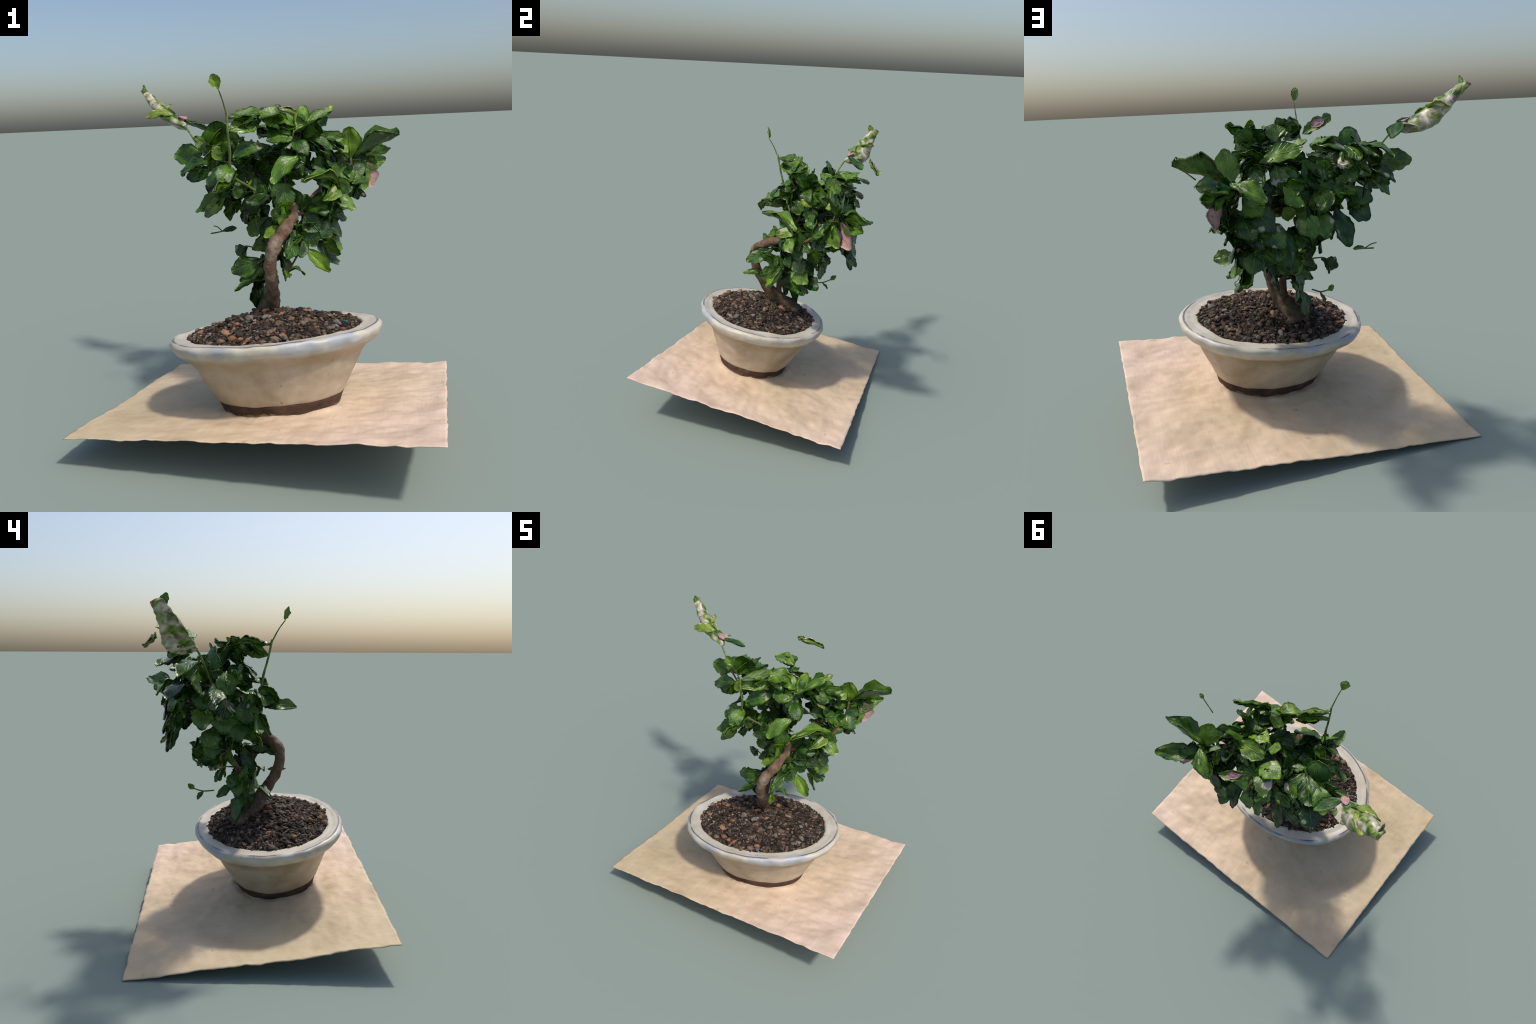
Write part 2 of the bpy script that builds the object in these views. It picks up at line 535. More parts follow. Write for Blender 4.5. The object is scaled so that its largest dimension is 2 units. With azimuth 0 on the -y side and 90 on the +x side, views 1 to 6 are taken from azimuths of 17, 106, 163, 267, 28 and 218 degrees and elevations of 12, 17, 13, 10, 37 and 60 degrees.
# --------------------------------------------------------------------- tree
def wood(name, points, radii, mat=MAT_BARK, sides=12, bump=0.25, parent=None, seed=0.0):
    vs, fs = tube_geometry(points, radii, sides, bump, 16.0, 8, seed)
    ob = new_object(name, vs, fs, mat)
    ob.parent = parent or bonsai
    if parent is None:
        ob.matrix_parent_inverse = UNPOT
    return ob


trunk = wood("trunk", [(-0.065, 0.120, 0.600), (-0.048, 0.062, 0.665), (-0.012, -0.005, 0.735), (0.016, -0.062, 0.813), (0.029, -0.125, 0.905),
                       (0.035, -0.161, 0.987), (0.046, -0.170, 1.052), (0.070, -0.152, 1.105), (0.094, -0.108, 1.150), (0.110, -0.050, 1.180),
                       (0.115, 0.030, 1.215), (0.110, 0.110, 1.280)],
             [0.085, 0.066, 0.052, 0.039, 0.035, 0.033, 0.034, 0.037, 0.036, 0.034, 0.032, 0.026], sides=22, bump=0.22, seed=1.0)


def branch(points, r0, r1, mat=MAT_BARK, name="branch", seed=0.0):
    n = len(points)
    return wood(name, points, [(r0 + (r1 - r0) * i / (n - 1)) * 0.72 for i in range(n)], mat, 9, 0.25, trunk, seed)


branch([(-0.030, 0.030, 0.700), (-0.020, 0.020, 0.800), (-0.015, 0.050, 0.900), (-0.020, 0.120, 0.990), (0.030, 0.170, 1.100), (0.080, 0.160, 1.220)], 0.034, 0.018, seed=2)
branch([(0.11, 0.05, 1.23), (0.20, 0.16, 1.22), (0.30, 0.22, 1.24), (0.36, 0.32, 1.32), (0.385, 0.44, 1.42), (0.38, 0.49, 1.51)], 0.018, 0.010, seed=3)
branch([(0.11, 0.10, 1.27), (0.02, 0.16, 1.36), (-0.12, 0.20, 1.44), (-0.28, 0.25, 1.50), (-0.44, 0.30, 1.53)], 0.016, 0.008, seed=4)
branch([(0.10, 0.10, 1.27), (0.05, 0.17, 1.40), (0.07, 0.15, 1.54), (0.13, 0.10, 1.68)], 0.017, 0.008, seed=5)
branch([(0.06, 0.14, 1.30), (-0.02, 0.28, 1.34), (-0.10, 0.38, 1.40), (-0.20, 0.44, 1.44)], 0.020, 0.008, seed=6)
branch([(0.16, 0.12, 1.25), (0.18, 0.30, 1.30), (0.24, 0.45, 1.36)], 0.018, 0.008, seed=7)
branch([(-0.02, 0.12, 1.30), (-0.12, 0.05, 1.38), (-0.205, -0.012, 1.46), (-0.198, -0.04, 1.58), (-0.195, -0.068, 1.68), (-0.188, -0.092, 1.79)], 0.012, 0.009, MAT_TWIG, "shoot", 8)
branch([(-0.188, -0.095, 1.785), (-0.193, -0.130, 1.850), (-0.198, -0.171, 1.906)], 0.0075, 0.0035, MAT_TWIG, "shoot", 9)
branch([(-0.40, 0.26, 1.50), (-0.50, 0.29, 1.60), (-0.58, 0.33, 1.70), (-0.64, 0.37, 1.76)], 0.009, 0.008, MAT_TWIG, "shoot", 10)
branch([(-0.02, 0.13, 0.98), (-0.10, 0.16, 1.00), (-0.205, 0.206, 1.015), (-0.245, 0.235, 0.99)], 0.008, 0.005, MAT_TWIG, "shoot", 11)
branch([(-0.02, 0.12, 0.98), (-0.04, 0.05, 0.985), (-0.08, 0.00, 0.96)], 0.010, 0.006, MAT_TWIG, "shoot", 12)
branch([(0.10, 0.02, 0.93), (0.16, 0.07, 1.03), (0.22, 0.15, 1.07), (0.27, 0.22, 1.06)], 0.009, 0.007, MAT_TWIG, "shoot", 13)
# fine loose twigs that hang beside the crown
branch([(-0.474, 0.330, 1.066), (-0.405, 0.355, 1.076), (-0.330, 0.385, 1.090)], 0.006, 0.005, MAT_TWIG, "twig", 14)
branch([(-0.405, 0.355, 1.076), (-0.440, 0.370, 1.100), (-0.470, 0.377, 1.107)], 0.005, 0.004, MAT_TWIG, "twig", 15)
branch([(-0.116, 0.265, 0.850), (-0.140, 0.335, 0.852), (-0.165, 0.385, 0.872)], 0.007, 0.006, MAT_TWIG, "twig", 16)
branch([(0.507, 0.275, 1.524), (0.565, 0.268, 1.575), (0.600, 0.263, 1.605)], 0.006, 0.005, MAT_TWIG, "twig", 17)

# ------------------------------------------------------------------- leaves
def leaf_shape(arch, fold, wave, seed, nu=11, nv=8, thick=0.080):
    """Obovate blade, unit length along x and unit greatest width along y."""
    r = random.Random(seed)
    ph = [r.uniform(0, 6.3) for _ in range(6)]
    jag = [1 + r.uniform(-0.16, 0.08) for _ in range(nu + 1)]
    jag2 = [1 + r.uniform(-0.16, 0.08) for _ in range(nu + 1)]
    top = []
    for i in range(nu + 1):
        t = i / nu
        w = 0.5 * max(0.0, math.sin(math.pi * min(1, t ** 1.35) ** 0.93)) ** 0.62 + (0.05 if i == 0 else 0)
        if i == nu:
            w = 0.17
        for j in range(nv + 1):
            s = 2 * j / nv - 1
            y = s * w * (jag[i] if s > 0 else jag2[i])
            z = 1.15 * arch * t * (1 - t) + fold * (abs(y) - 0.2)
            z += wave * (math.sin(6.0 * t + ph[0] + 2.2 * s) * (0.4 + 0.6 * abs(s)) + 0.6 * math.sin(11 * t + ph[1] - 3 * s) * abs(s))
            z += 0.07 * noise.noise(V((t * 3.2, s * 2.0, seed * 1.37))) + 0.035 * noise.noise(V((t * 8, s * 5, seed * 2.1)))
            x = t - 0.25 * arch * t * t * (1 - t)
            top.append(V((x + (0.05 * math.cos(s * 1.57) if i == nu else 0), y, z)))
    W, off, faces = nv + 1, (nu + 1) * (nv + 1), []
    bot = []
    for i in range(nu + 1):
        for j in range(nv + 1):
            edge = 0.35 if j in (0, nv) or i in (0, nu) else 1.0
            bot.append(top[i * W + j] - V((0, 0, thick * edge)))
    for i in range(nu):
        for j in range(nv):
            a = i * W + j
            faces += [(a, a + W, a + W + 1, a + 1), (off + a, off + a + 1, off + a + W + 1, off + a + W)]
    ring = [i * W for i in range(nu + 1)] + [nu * W + j for j in range(1, W)] + [i * W + nv for i in range(nu - 1, -1, -1)] + [j for j in range(nv - 1, 0, -1)]
    for k, a in enumerate(ring):
        b = ring[(k + 1) % len(ring)]
        faces.append((b, off + b, off + a, a))
    return top + bot, faces


SHAPES = {
    "flat": [leaf_shape(0.10, 0.12, 0.030, s) for s in (1, 2, 3, 4)],
    "arch": [leaf_shape(0.55, 0.10, 0.035, s) for s in (5, 6, 7, 8)],
    "hook": [leaf_shape(1.25, 0.05, 0.040, s) for s in (9, 10)],
    "cup": [leaf_shape(-0.35, 0.45, 0.035, s) for s in (11, 12, 13)],
    "curl": [leaf_shape(0.25, 0.50, 0.050, s) for s in (14, 15)],
}
leaf_meshes = {}
FACING = {"u": V((0.0, 0.0, 1)), "f": V((0.26, -0.95, 0.2)), "r": V((0.95, -0.1, 0.25)), "b": V((0.1, 0.95, 0.25)), "l": V((-0.95, 0.1, 0.2)),
          "uf": V((0.15, -0.6, 0.75)), "ub": V((0.0, 0.6, 0.75)), "ul": V((-0.6, 0.1, 0.75)), "ur": V((0.6, 0.1, 0.75)),
          "fr": V((0.75, -0.65, 0.15)), "br": V((0.7, 0.7, 0.2)), "bl": V((-0.65, 0.7, 0.2)), "fl": V((-0.6, -0.75, 0.2))}
placed = []


def leaf(base, tip, width, facing="u", tone="mid", form="flat", name="leaf"):
    base, tip = V(base), V(tip)
    x = tip - base
    length = x.length
    x.normalize()
    n = FACING[facing] if isinstance(facing, str) else V(facing)
    n = n - x * n.dot(x)
    if n.length < 0.15:
        n = V((0.3, -0.4, 0.8)) - x * V((0.3, -0.4, 0.8)).dot(x)
    n.normalize()
    y = n.cross(x)
    k = rng.randrange(len(SHAPES[form]))
    key = (name, form, k, tone)
    if key not in leaf_meshes:
        me = bpy.data.meshes.new(name)
        vs, fs = SHAPES[form][k]
        me.from_pydata([tuple(v) for v in vs], [], fs)
        me.polygons.foreach_set("use_smooth", [True] * len(me.polygons))
        me.materials.append(LEAF[tone])
        leaf_meshes[key] = me
    ob = bpy.data.objects.new(name, leaf_meshes[key])
    bpy.context.scene.collection.objects.link(ob)
    ob.parent = trunk
    M = Matrix((x * length, y * width * 1.08, n * max(length, width) * 0.9)).transposed().to_4x4()
    M.translation = base
    ob.matrix_world = M
    placed.append((base, tip, width))
    return ob


# --- upper left of the crown (seen from the front)
leaf((-0.360, 0.290, 1.575), (-0.370, 0.240, 1.740), 0.18, "f", "dark", "cup")
leaf((-0.300, 0.270, 1.600), (-0.265, 0.245, 1.690), 0.10, "f", "dark")
leaf((-0.500, 0.330, 1.565), (-0.690, 0.360, 1.550), 0.13, "f", "mid")
leaf((-0.430, 0.250, 1.520), (-0.615, 0.260, 1.450), 0.11, "uf", "mid", "arch")
leaf((-0.400, 0.230, 1.460), (-0.590, 0.290, 1.425), 0.09, "f", "dark")
leaf((-0.300, 0.150, 1.520), (-0.350, 0.130, 1.610), 0.08, "f", "bright")
leaf((-0.270, 0.130, 1.540), (-0.250, 0.100, 1.640), 0.09, "f", "bright")
leaf((-0.420, 0.300, 1.560), (-0.520, 0.280, 1.660), 0.08, "f", "bright")
leaf((-0.215, -0.020, 1.408), (-0.238, -0.230, 1.394), 0.085, "ul", "bright", "flat")
leaf((-0.200, -0.010, 1.500), (-0.235, -0.130, 1.430), 0.12, "f", "mid", "arch")
leaf((-0.210, 0.000, 1.470), (-0.345, -0.030, 1.420), 0.13, "uf", "mid", "arch")
leaf((-0.230, 0.000, 1.370), (-0.425, 0.000, 1.258), 0.10, "uf", "mid")
leaf((-0.250, 0.010, 1.360), (-0.340, -0.080, 1.240), 0.08, "f", "bright")
leaf((-0.190, -0.070, 1.700), (-0.060, 0.090, 1.750), 0.11, "f", "bright")
leaf((-0.190, -0.085, 1.770), (-0.050, 0.095, 1.785), 0.07, "uf", "bright", "flat")
leaf((-0.200, 0.010, 1.550), (-0.050, 0.090, 1.605), 0.11, "uf", "mid", "arch")
leaf((-0.198, -0.171, 1.906), (-0.220, -0.190, 1.978), 0.062, "f", "bright", "cup")
leaf((0.000, 0.030, 1.335), (-0.130, 0.010, 1.305), 0.07, "f", "mid")
leaf((-0.060, 0.160, 1.300), (-0.210, 0.150, 1.240), 0.12, "f", "mid")
leaf((-0.050, 0.180, 1.260), (-0.165, 0.185, 1.170), 0.12, "f", "dark")
leaf((-0.100, 0.160, 1.200), (-0.165, 0.165, 1.085), 0.09, "f", "mid")
leaf((-0.030, 0.140, 1.200), (-0.060, 0.100, 1.060), 0.09, "f", "dark")
# --- heart of the crown, in front of the branches
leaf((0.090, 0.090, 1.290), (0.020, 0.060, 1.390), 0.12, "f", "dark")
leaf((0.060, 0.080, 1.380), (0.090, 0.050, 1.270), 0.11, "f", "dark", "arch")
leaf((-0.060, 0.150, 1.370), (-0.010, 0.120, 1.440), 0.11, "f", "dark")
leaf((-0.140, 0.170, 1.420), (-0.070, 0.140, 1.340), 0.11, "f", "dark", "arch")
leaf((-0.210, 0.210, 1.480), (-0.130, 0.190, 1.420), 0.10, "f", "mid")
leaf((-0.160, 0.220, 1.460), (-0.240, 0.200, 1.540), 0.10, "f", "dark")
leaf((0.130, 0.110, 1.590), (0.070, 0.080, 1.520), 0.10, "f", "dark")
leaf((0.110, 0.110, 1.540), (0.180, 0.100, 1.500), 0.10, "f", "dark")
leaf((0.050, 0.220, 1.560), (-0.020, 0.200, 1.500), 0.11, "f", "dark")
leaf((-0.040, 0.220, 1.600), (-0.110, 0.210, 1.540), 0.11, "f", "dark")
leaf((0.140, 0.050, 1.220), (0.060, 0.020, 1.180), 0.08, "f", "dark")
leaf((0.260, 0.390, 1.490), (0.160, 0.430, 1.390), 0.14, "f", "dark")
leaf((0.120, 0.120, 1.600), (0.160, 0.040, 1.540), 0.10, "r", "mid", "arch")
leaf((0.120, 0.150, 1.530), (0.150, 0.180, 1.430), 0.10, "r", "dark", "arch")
leaf((0.250, 0.190, 1.270), (0.330, 0.160, 1.310), 0.09, "f", "mid")
leaf((0.360, 0.330, 1.360), (0.390, 0.360, 1.460), 0.10, "f", "mid")
# --- top
leaf((0.060, 0.140, 1.690), (-0.055, 0.090, 1.795), 0.14, "uf", "bright", "arch")
leaf((0.139, 0.088, 1.683), (0.310, 0.245, 1.790), 0.060, "uf", "mid", "flat")
leaf((0.145, 0.105, 1.690), (0.176, 0.170, 1.808), 0.075, "f", "bright")
leaf((0.270, 0.205, 1.765), (0.322, 0.255, 1.800), 0.045, "uf", "yellow")
leaf((0.110, 0.090, 1.660), (0.000, 0.120, 1.770), 0.10, "f", "mid")
leaf((0.120, 0.100, 1.640), (-0.010, 0.060, 1.640), 0.12, "uf", "mid", "arch")
leaf((0.130, 0.060, 1.620), (0.220, -0.010, 1.560), 0.09, "uf", "mid", "arch")
leaf((0.170, -0.010, 1.548), (0.055, -0.125, 1.428), 0.105, "uf", "mid", "arch")
leaf((0.170, 0.280, 1.610), (0.020, 0.290, 1.665), 0.13, "u", "bright", "arch")
leaf((0.190, 0.380, 1.600), (-0.030, 0.400, 1.668), 0.13, "ub", "bright")
leaf((0.040, 0.200, 1.690), (0.030, 0.160, 1.780), 0.12, "b", "spotted", "flat")
leaf((0.080, 0.260, 1.640), (0.240, 0.262, 1.690), 0.08, "u", "mid")
leaf((0.140, 0.330, 1.600), (0.277, 0.385, 1.656), 0.10, "ur", "mid")
leaf((-0.070, 0.460, 1.665), (-0.200, 0.600, 1.645), 0.12, "u", "spotted", "arch")
leaf((-0.060, 0.460, 1.670), (-0.215, 0.470, 1.705), 0.140, "u", "bright", "arch")
leaf((-0.020, 0.330, 1.660), (-0.090, 0.300, 1.700), 0.09, "u", "bright")
# --- upper storey seen from above
leaf((0.070, 0.130, 1.735), (-0.040, 0.040, 1.760), 0.13, "u", "bright", "arch")
leaf((0.120, 0.140, 1.680), (0.020, 0.120, 1.700), 0.12, "u", "mid")
leaf((0.200, 0.250, 1.635), (0.100, 0.190, 1.660), 0.12, "u", "mid", "arch")
leaf((0.060, 0.210, 1.580), (-0.060, 0.130, 1.550), 0.13, "u", "mid")
leaf((-0.050, 0.260, 1.570), (-0.140, 0.150, 1.540), 0.12, "u", "dark")
leaf((-0.100, 0.100, 1.560), (-0.180, -0.010, 1.540), 0.12, "u", "mid")
leaf((-0.150, 0.180, 1.520), (-0.200, 0.050, 1.520), 0.12, "u", "dark")
leaf((-0.120, 0.300, 1.520), (-0.220, 0.190, 1.520), 0.13, "u", "mid")
leaf((-0.160, 0.380, 1.490), (-0.200, 0.280, 1.520), 0.12, "u", "dark")
leaf((0.300, 0.460, 1.480), (0.200, 0.420, 1.430), 0.14, "u", "dark", "arch")
leaf((0.220, 0.400, 1.420), (0.100, 0.360, 1.450), 0.13, "u", "dark")
leaf((0.260, 0.470, 1.410), (0.200, 0.500, 1.330), 0.12, "ub", "dark")
leaf((0.050, 0.420, 1.520), (-0.020, 0.470, 1.490), 0.11, "u", "dark")
leaf((0.220, 0.310, 1.600), (0.150, 0.390, 1.580), 0.11, "u", "bright")
leaf((-0.220, 0.050, 1.400), (-0.270, -0.020, 1.350), 0.12, "u", "mid")
# --- right spray
leaf((0.379, 0.480, 1.500), (0.379, 0.427, 1.675), 0.15, "f", "bright", "flat")
leaf((0.375, 0.490, 1.520), (0.637, 0.540, 1.660), 0.105, (-0.3, -0.25, 0.9), "mid", "curl")
leaf((0.390, 0.555, 1.500), (0.580, 0.738, 1.538), 0.12, (-0.6, 0.1, 0.62), "mid", "flat")
leaf((0.400, 0.510, 1.470), (0.560, 0.690, 1.470), 0.11, "fr", "bright")
leaf((0.440, 0.530, 1.480), (0.500, 0.610, 1.325), 0.14, "fr", "purple")
leaf((0.405, 0.470, 1.460), (0.465, 0.530, 1.315), 0.13, "fr", "bright", "arch")
leaf((0.375, 0.400, 1.380), (0.428, 0.437, 1.262), 0.06, "f", "dark")
leaf((0.200, 0.330, 1.620), (0.350, 0.400, 1.570), 0.09, "u", "mid", "arch")
leaf((0.180, 0.240, 1.630), (0.300, 0.290, 1.570), 0.08, "uf", "mid", "arch")
leaf((0.300, 0.420, 1.600), (0.370, 0.440, 1.540), 0.07, "uf", "spotted")
leaf((0.200, 0.290, 1.630), (0.350, 0.400, 1.625), 0.08, "f", "mid")
leaf((0.340, 0.260, 1.370), (0.300, 0.060, 1.310), 0.08, "r", "bright", "arch")
leaf((0.270, 0.300, 1.520), (0.260, 0.220, 1.560), 0.07, "uf", "yellow")
leaf((0.300, 0.320, 1.480), (0.200, 0.230, 1.480), 0.09, "f", "dark")
leaf((0.345, 0.360, 1.440), (0.300, 0.270, 1.440), 0.10, "f", "mid")
leaf((0.369, 0.229, 1.373), (0.209, -0.059, 1.433), 0.09, "u", "bright", "arch")
leaf((0.330, 0.190, 1.330), (0.400, 0.180, 1.400), 0.12, "fr", "mid")
leaf((0.320, 0.165, 1.291), (0.445, 0.212, 1.240), 0.10, "uf", "bright", "arch")
leaf((0.300, 0.200, 1.300), (0.380, 0.330, 1.240), 0.09, "r", "mid")
leaf((0.300, 0.180, 1.240), (0.380, 0.270, 1.170), 0.08, "r", "dark")
leaf((0.160, 0.120, 1.250), (0.320, 0.140, 1.240), 0.12, "uf", "dark", "arch")
leaf((0.120, 0.060, 1.245), (0.020, 0.000, 1.240), 0.12, "uf", "mid", "arch")
leaf((0.170, 0.100, 1.220), (0.250, 0.090, 1.130), 0.11, "f", "dark")
leaf((0.110, -0.030, 1.190), (0.074, -0.097, 1.235), 0.07, "f", "mid")
leaf((0.060, 0.000, 1.180), (-0.020, -0.050, 1.120), 0.06, "f", "bright")
# --- lower right
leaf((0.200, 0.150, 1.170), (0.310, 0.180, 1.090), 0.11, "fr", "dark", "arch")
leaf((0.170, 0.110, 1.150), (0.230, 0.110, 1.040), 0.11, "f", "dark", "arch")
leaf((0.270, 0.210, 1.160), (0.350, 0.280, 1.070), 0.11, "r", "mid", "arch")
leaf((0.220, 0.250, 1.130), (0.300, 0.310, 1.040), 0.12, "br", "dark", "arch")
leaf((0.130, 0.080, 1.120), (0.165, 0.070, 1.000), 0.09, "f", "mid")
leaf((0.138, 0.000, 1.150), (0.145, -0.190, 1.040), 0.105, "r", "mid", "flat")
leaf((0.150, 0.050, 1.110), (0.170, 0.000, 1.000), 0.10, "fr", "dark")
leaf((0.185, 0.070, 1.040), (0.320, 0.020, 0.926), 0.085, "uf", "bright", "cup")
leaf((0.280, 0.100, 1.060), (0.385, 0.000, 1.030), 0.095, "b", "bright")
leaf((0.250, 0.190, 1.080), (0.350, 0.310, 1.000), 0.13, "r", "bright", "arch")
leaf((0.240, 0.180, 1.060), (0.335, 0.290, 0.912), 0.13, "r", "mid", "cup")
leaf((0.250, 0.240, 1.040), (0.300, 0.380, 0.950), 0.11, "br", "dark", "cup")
leaf((0.109, -0.070, 0.932), (0.194, -0.033, 0.912), 0.050, "u", "mid", "hook")
leaf((0.090, -0.090, 0.950), (0.147, -0.210, 0.943), 0.050, "ur", "bright")
# --- lower left and low shoots
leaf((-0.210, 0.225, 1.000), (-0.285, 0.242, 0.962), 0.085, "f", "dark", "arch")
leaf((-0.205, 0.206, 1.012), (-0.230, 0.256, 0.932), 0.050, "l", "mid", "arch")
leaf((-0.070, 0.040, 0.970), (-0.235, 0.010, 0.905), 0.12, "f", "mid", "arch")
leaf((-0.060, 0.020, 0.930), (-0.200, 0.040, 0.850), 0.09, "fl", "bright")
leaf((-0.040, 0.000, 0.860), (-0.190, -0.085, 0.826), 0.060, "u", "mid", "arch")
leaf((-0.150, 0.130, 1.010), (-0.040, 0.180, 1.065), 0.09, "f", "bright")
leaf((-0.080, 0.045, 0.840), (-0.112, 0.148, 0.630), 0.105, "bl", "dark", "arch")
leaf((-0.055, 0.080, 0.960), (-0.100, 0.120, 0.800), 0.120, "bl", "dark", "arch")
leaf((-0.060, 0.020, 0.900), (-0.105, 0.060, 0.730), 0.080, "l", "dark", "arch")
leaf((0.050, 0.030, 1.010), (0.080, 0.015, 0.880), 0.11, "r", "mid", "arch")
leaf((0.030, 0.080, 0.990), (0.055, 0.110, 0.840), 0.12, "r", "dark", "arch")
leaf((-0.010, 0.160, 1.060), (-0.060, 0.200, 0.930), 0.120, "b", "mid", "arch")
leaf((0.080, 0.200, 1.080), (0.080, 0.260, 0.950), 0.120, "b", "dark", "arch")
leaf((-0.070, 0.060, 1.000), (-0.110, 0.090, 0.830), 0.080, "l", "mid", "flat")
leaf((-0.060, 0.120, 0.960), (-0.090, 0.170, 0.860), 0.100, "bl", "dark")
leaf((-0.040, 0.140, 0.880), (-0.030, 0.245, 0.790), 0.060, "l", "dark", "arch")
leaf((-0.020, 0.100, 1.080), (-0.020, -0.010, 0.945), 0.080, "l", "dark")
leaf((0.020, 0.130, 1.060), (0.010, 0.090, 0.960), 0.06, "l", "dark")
leaf((-0.405, 0.355, 1.080), (-0.325, 0.385, 1.092), 0.045, "uf", "mid")
leaf((-0.140, 0.335, 0.852), (-0.152, 0.370, 0.803), 0.040, "bl", "dark")
leaf((-0.165, 0.385, 0.870), (-0.183, 0.424, 0.905), 0.035, "l", "mid")
leaf((0.590, 0.264, 1.598), (0.622, 0.261, 1.625), 0.03, "u", "bright")
leaf((-0.112, 0.613, 1.815), (0.053, 0.697, 1.752), 0.062, (-0.2, 0.6, 0.6), "spotted", "flat")
leaf((-0.070, 0.640, 1.806), (0.010, 0.680, 1.774), 0.042, (-0.2, 0.6, 0.6), "purple", "flat")
leaf((-0.060, 0.638, 1.798), (-0.116, 0.608, 1.820), 0.050, "b", "bright")
leaf((0.000, 0.668, 1.776), (0.056, 0.699, 1.748), 0.045, "b", "mid")
# --- back, right of the sheet as seen from behind
leaf((0.390, 0.540, 1.520), (0.245, 0.648, 1.440), 0.115, "ub", "bright", "arch")
leaf((0.330, 0.540, 1.450), (0.260, 0.620, 1.370), 0.12, "b", "mid")
leaf((0.310, 0.500, 1.420), (0.198, 0.603, 1.278), 0.130, "b", "dark", "arch")
leaf((0.330, 0.480, 1.360), (0.290, 0.540, 1.230), 0.13, "b", "mid", "arch")
leaf((0.350, 0.440, 1.320), (0.470, 0.450, 1.280), 0.07, "br", "dark")
leaf((0.240, 0.505, 1.310), (0.150, 0.605, 1.190), 0.12, "b", "mid", "arch")
leaf((0.110, 0.460, 1.270), (0.115, 0.580, 1.075), 0.100, "b", "dark", "arch")
leaf((0.180, 0.495, 1.240), (0.180, 0.620, 1.120), 0.11, "b", "mid")
leaf((0.150, 0.380, 1.150), (0.200, 0.395, 1.060), 0.12, "b", "dark")
leaf((0.230, 0.370, 1.130), (0.270, 0.390, 1.020), 0.12, "b", "dark", "arch")
leaf((0.040, 0.330, 1.120), (0.020, 0.370, 0.990), 0.10, "b", "mid")
leaf((0.050, 0.250, 1.060), (0.040, 0.290, 0.960), 0.10, "b", "dark")
leaf((-0.199, 0.440, 1.340), (-0.240, 0.530, 1.148), 0.105, "b", "dark", "flat")
leaf((-0.080, 0.475, 1.340), (-0.100, 0.565, 1.210), 0.11, "b", "mid", "arch")
leaf((0.020, 0.485, 1.330), (-0.030, 0.565, 1.220), 0.12, "b", "mid", "arch")
leaf((-0.110, 0.430, 1.440), (-0.120, 0.525, 1.350), 0.12, "b", "bright", "arch")
leaf((0.020, 0.465, 1.440), (0.100, 0.535, 1.400), 0.13, "b", "mid", "arch")
leaf((-0.280, 0.420, 1.360), (-0.370, 0.490, 1.270), 0.12, "b", "dark", "arch")
leaf((-0.250, 0.440, 1.430), (-0.380, 0.505, 1.370), 0.10, "b", "dark")
leaf((-0.160, 0.430, 1.440), (-0.300, 0.470, 1.420), 0.08, "ub", "mid")
leaf((-0.400, 0.400, 1.540), (-0.509, 0.520, 1.468), 0.150, "bl", "dark", "arch")
leaf((-0.390, 0.420, 1.480), (-0.482, 0.508, 1.398), 0.110, "bl", "mid", "arch")
leaf((-0.260, 0.370, 1.580), (-0.320, 0.440, 1.480), 0.15, "b", "mid", "arch")
leaf((-0.220, 0.390, 1.560), (-0.310, 0.430, 1.560), 0.10, "ub", "pale", "arch")
leaf((-0.330, 0.400, 1.560), (-0.390, 0.470, 1.500), 0.08, "b", "spotted")
leaf((-0.330, 0.330, 1.660), (-0.440, 0.460, 1.600), 0.150, "u", "mid", "arch")
leaf((-0.420, 0.340, 1.660), (-0.540, 0.450, 1.590), 0.120, "u", "mid", "arch")
leaf((-0.300, 0.320, 1.650), (-0.330, 0.470, 1.590), 0.12, "ub", "bright", "arch")
leaf((-0.050, 0.390, 1.600), (-0.120, 0.420, 1.450), 0.12, "b", "dark", "flat")
leaf((-0.130, 0.370, 1.600), (-0.200, 0.410, 1.470), 0.11, "b", "dark", "arch")
leaf((0.110, 0.400, 1.580), (0.100, 0.430, 1.470), 0.10, "b", "spotted", "arch")
# --- left flank
leaf((-0.330, 0.200, 1.600), (-0.400, 0.170, 1.480), 0.13, "l", "mid", "arch")
leaf((-0.330, 0.180, 1.440), (-0.420, 0.210, 1.340), 0.14, "l", "dark", "arch")
leaf((-0.260, 0.070, 1.430), (-0.300, 0.060, 1.300), 0.15, "l", "mid", "arch")
leaf((-0.250, 0.190, 1.380), (-0.310, 0.200, 1.240), 0.15, "l", "dark", "arch")
leaf((-0.220, 0.100, 1.320), (-0.270, 0.120, 1.190), 0.13, "l", "mid", "arch")
leaf((-0.290, 0.320, 1.410), (-0.350, 0.330, 1.270), 0.13, "l", "mid", "arch")
leaf((-0.380, 0.300, 1.500), (-0.460, 0.330, 1.390), 0.13, "l", "dark", "arch")
leaf((-0.200, 0.270, 1.260), (-0.230, 0.300, 1.140), 0.12, "l", "dark", "arch")
leaf((-0.130, 0.240, 1.190), (-0.165, 0.300, 1.070), 0.12, "l", "dark", "arch")
leaf((-0.060, 0.230, 1.100), (-0.110, 0.330, 1.020), 0.12, "l", "dark")
leaf((0.000, 0.260, 1.100), (-0.010, 0.400, 1.060), 0.12, "l", "mid")
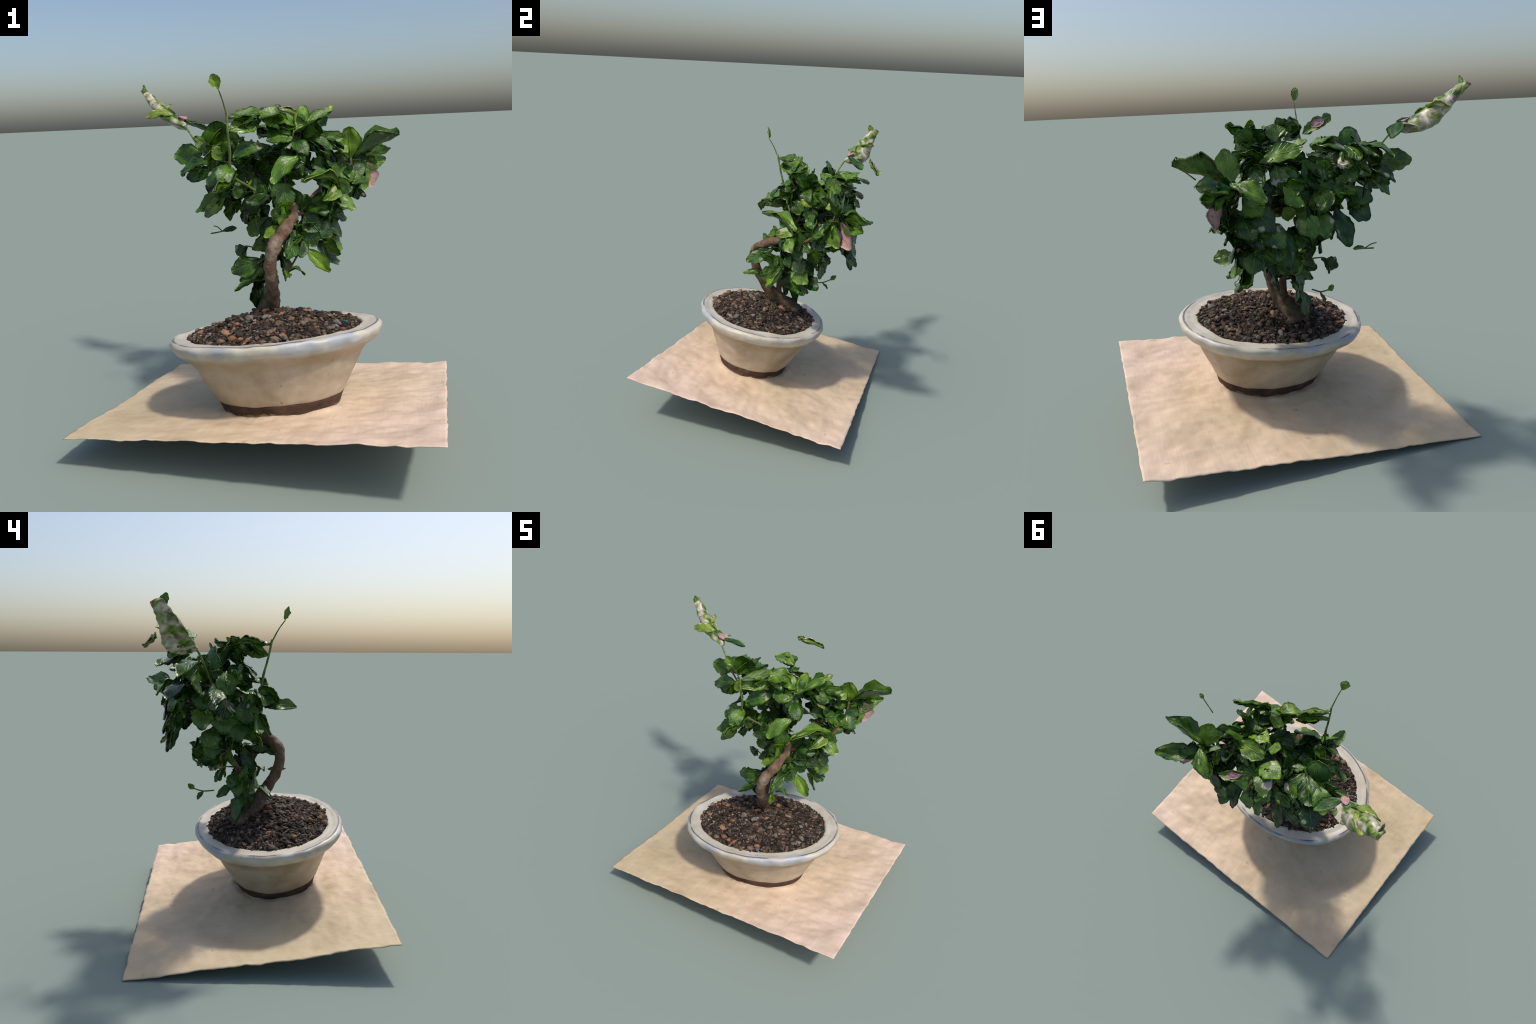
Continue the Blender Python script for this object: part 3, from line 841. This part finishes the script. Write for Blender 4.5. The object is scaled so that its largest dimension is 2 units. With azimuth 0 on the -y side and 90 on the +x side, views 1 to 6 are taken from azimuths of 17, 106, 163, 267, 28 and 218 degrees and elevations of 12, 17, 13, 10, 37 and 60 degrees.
# --- bleached shoot that reaches out at the upper left
def withered_sheet():
    """A folded, bleached blade: flattened lens sections along a rising spine."""
    spine = catmull([(-0.605, 0.345, 1.735), (-0.655, 0.400, 1.748), (-0.735, 0.440, 1.785), (-0.810, 0.462, 1.845), (-0.880, 0.490, 1.910), (-0.938, 0.522, 1.955)], 8)
    half = [0.010, 0.062, 0.074, 0.060, 0.042, 0.030]
    deep = [0.010, 0.024, 0.034, 0.030, 0.022, 0.010]
    verts, faces, sides = [], [], 16
    for i, c in enumerate(spine):
        t = (spine[min(i + 1, len(spine) - 1)] - spine[max(i - 1, 0)]).normalized()
        w = V((0.30, 0.90, -0.45))
        w = (w - t * w.dot(t)).normalized()
        n = w.cross(t)
        h, d = np.interp(i / 8, range(6), half), np.interp(i / 8, range(6), deep)
        for k in range(sides):
            a = 2 * math.pi * k / sides
            q = c + w * h * math.cos(a) + n * d * (math.sin(a) - 0.9 * math.cos(a) ** 2)
            f = 0.014 * fbm(q, 17, 2, 3.0)
            verts.append(q + (w * math.cos(a) + n * math.sin(a)) * f * min(1, i / 4))
    for i in range(len(spine) - 1):
        for k in range(sides):
            a, b = i * sides + k, i * sides + (k + 1) % sides
            faces.append((a, b, b + sides, a + sides))
    faces += [tuple(range(sides))[::-1], tuple(range((len(spine) - 1) * sides, len(spine) * sides))]
    ob = new_object("withered_leaf", verts, faces, LEAF["withered"])
    ob.parent = trunk


withered_sheet()
leaf((-0.690, 0.410, 1.800), (-0.862, 0.370, 1.800), 0.085, "uf", "yellow", "arch")
leaf((-0.740, 0.440, 1.850), (-0.835, 0.528, 1.836), 0.085, "ul", "yellow", "flat")
leaf((-0.630, 0.370, 1.765), (-0.700, 0.492, 1.733), 0.130, "u", "pale", "flat")
leaf((-0.620, 0.375, 1.770), (-0.505, 0.500, 1.692), 0.085, "u", "dark", "flat")
leaf((-0.600, 0.365, 1.770), (-0.660, 0.400, 1.792), 0.05, "u", "purple")
leaf((-0.915, 0.500, 1.920), (-0.926, 0.474, 1.990), 0.045, "l", "bright")
leaf((-0.910, 0.515, 1.938), (-0.945, 0.548, 1.945), 0.028, "l", "orange", "flat")

# --- inner leaves that close the crown
# openings that one can see through: a point on each, its direction and its radius
GAPS = [(V((0.0, 0.16, 1.475)), V((1, -0.02, -0.06)), 0.065), (V((0.0, 0.08, 1.468)), V((1, -0.02, -0.06)), 0.060), (V((0.0, -0.01, 1.49)), V((1, -0.05, -0.06)), 0.055),
        (V((0.15, 0.20, 1.33)), V((-0.36, 0.79, -0.58)).normalized(), 0.085), (V((-0.18, 0.10, 1.67)), V((-0.30, 0.95, -0.02)).normalized(), 0.070)]


def in_gap(p):
    return any(((p - c) - d * (p - c).dot(d)).length < r for c, d, r in GAPS)


hand_made = [q for q in placed if 1.10 < q[0].z < 1.78 and q[0].y < 0.62 and q[0].x > -0.55 and (q[0] - V((-0.11, 0.61, 1.82))).length > 0.1 and (q[0] - V((0.59, 0.264, 1.598))).length > 0.05]
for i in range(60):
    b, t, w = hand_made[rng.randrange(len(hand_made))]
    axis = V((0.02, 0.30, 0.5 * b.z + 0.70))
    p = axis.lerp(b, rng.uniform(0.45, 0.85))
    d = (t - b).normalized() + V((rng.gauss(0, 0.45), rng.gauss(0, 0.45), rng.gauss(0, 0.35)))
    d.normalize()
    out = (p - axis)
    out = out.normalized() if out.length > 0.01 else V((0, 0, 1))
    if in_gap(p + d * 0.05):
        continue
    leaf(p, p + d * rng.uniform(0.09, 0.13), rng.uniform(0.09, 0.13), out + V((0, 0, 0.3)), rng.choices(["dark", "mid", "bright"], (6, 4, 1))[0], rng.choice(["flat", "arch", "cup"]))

# --- short-stalked leaves sitting directly on the inner branches
INNER = [((0.10, 0.10, 1.27), (0.05, 0.17, 1.40), (0.07, 0.15, 1.54), (0.13, 0.10, 1.66)),
         ((0.11, 0.10, 1.27), (0.02, 0.16, 1.36), (-0.12, 0.20, 1.44), (-0.28, 0.25, 1.50), (-0.42, 0.30, 1.53)),
         ((0.12, 0.06, 1.23), (0.20, 0.16, 1.22), (0.30, 0.22, 1.24), (0.36, 0.32, 1.32), (0.385, 0.44, 1.42), (0.38, 0.48, 1.49)),
         ((0.06, 0.14, 1.30), (-0.02, 0.28, 1.34), (-0.10, 0.38, 1.40), (-0.20, 0.42, 1.44)),
         ((-0.02, 0.12, 1.30), (-0.12, 0.07, 1.38), (-0.20, 0.02, 1.45))]
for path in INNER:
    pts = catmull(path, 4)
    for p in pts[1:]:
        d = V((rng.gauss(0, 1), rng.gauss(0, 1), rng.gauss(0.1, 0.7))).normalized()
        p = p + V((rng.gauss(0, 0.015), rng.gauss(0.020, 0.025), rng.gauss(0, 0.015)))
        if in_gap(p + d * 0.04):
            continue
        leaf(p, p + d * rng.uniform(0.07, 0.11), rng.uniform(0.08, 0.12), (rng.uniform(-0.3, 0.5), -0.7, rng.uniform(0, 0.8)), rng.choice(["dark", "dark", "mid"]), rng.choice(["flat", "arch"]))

# --- leaflets bridging neighbouring leaves, too crowded to tell apart
def crowd(count, mat_tone):
    verts, faces = [], []
    forms = SHAPES["flat"] + SHAPES["arch"] + SHAPES["cup"]
    made = 0
    while made < count:
        b1, t1, w1 = rng.choice(hand_made)
        near = [q for q in hand_made if 0.04 < (q[0].lerp(q[1], 0.5) - b1.lerp(t1, 0.5)).length < 0.13]
        if not near:
            continue
        b2, t2, w2 = rng.choice(near)
        k = rng.uniform(0.3, 0.7)
        p, q = b1.lerp(t1, rng.uniform(0.0, 0.4)), b2.lerp(t2, rng.uniform(0.4, 0.9))
        axis = V((0.04, 0.26, 0.5 * p.z + 0.70))
        if in_gap(p.lerp(q, 0.5)):
            continue
        p, q = p.lerp(axis, 0.05), q.lerp(axis, 0.05)
        x = q - p
        L = min(max(x.length, 0.08), 0.16)
        x.normalize()
        n = (p - axis) + V((0, 0, 0.05))
        n = n - x * n.dot(x)
        if n.length < 1e-3:
            continue
        n.normalize()
        y = n.cross(x)
        W = rng.uniform(0.08, 0.125)
        vs, fs = rng.choice(forms)
        o = len(verts)
        verts += [p + x * (v.x * L) + y * (v.y * W) + n * (v.z * L) for v in vs]
        faces += [tuple(o + f for f in face) for face in fs]
        made += 1
    ob = new_object("crowded_leaves", verts, faces, LEAF[mat_tone])
    ob.parent = trunk
    ob["kind"] = "stuff"


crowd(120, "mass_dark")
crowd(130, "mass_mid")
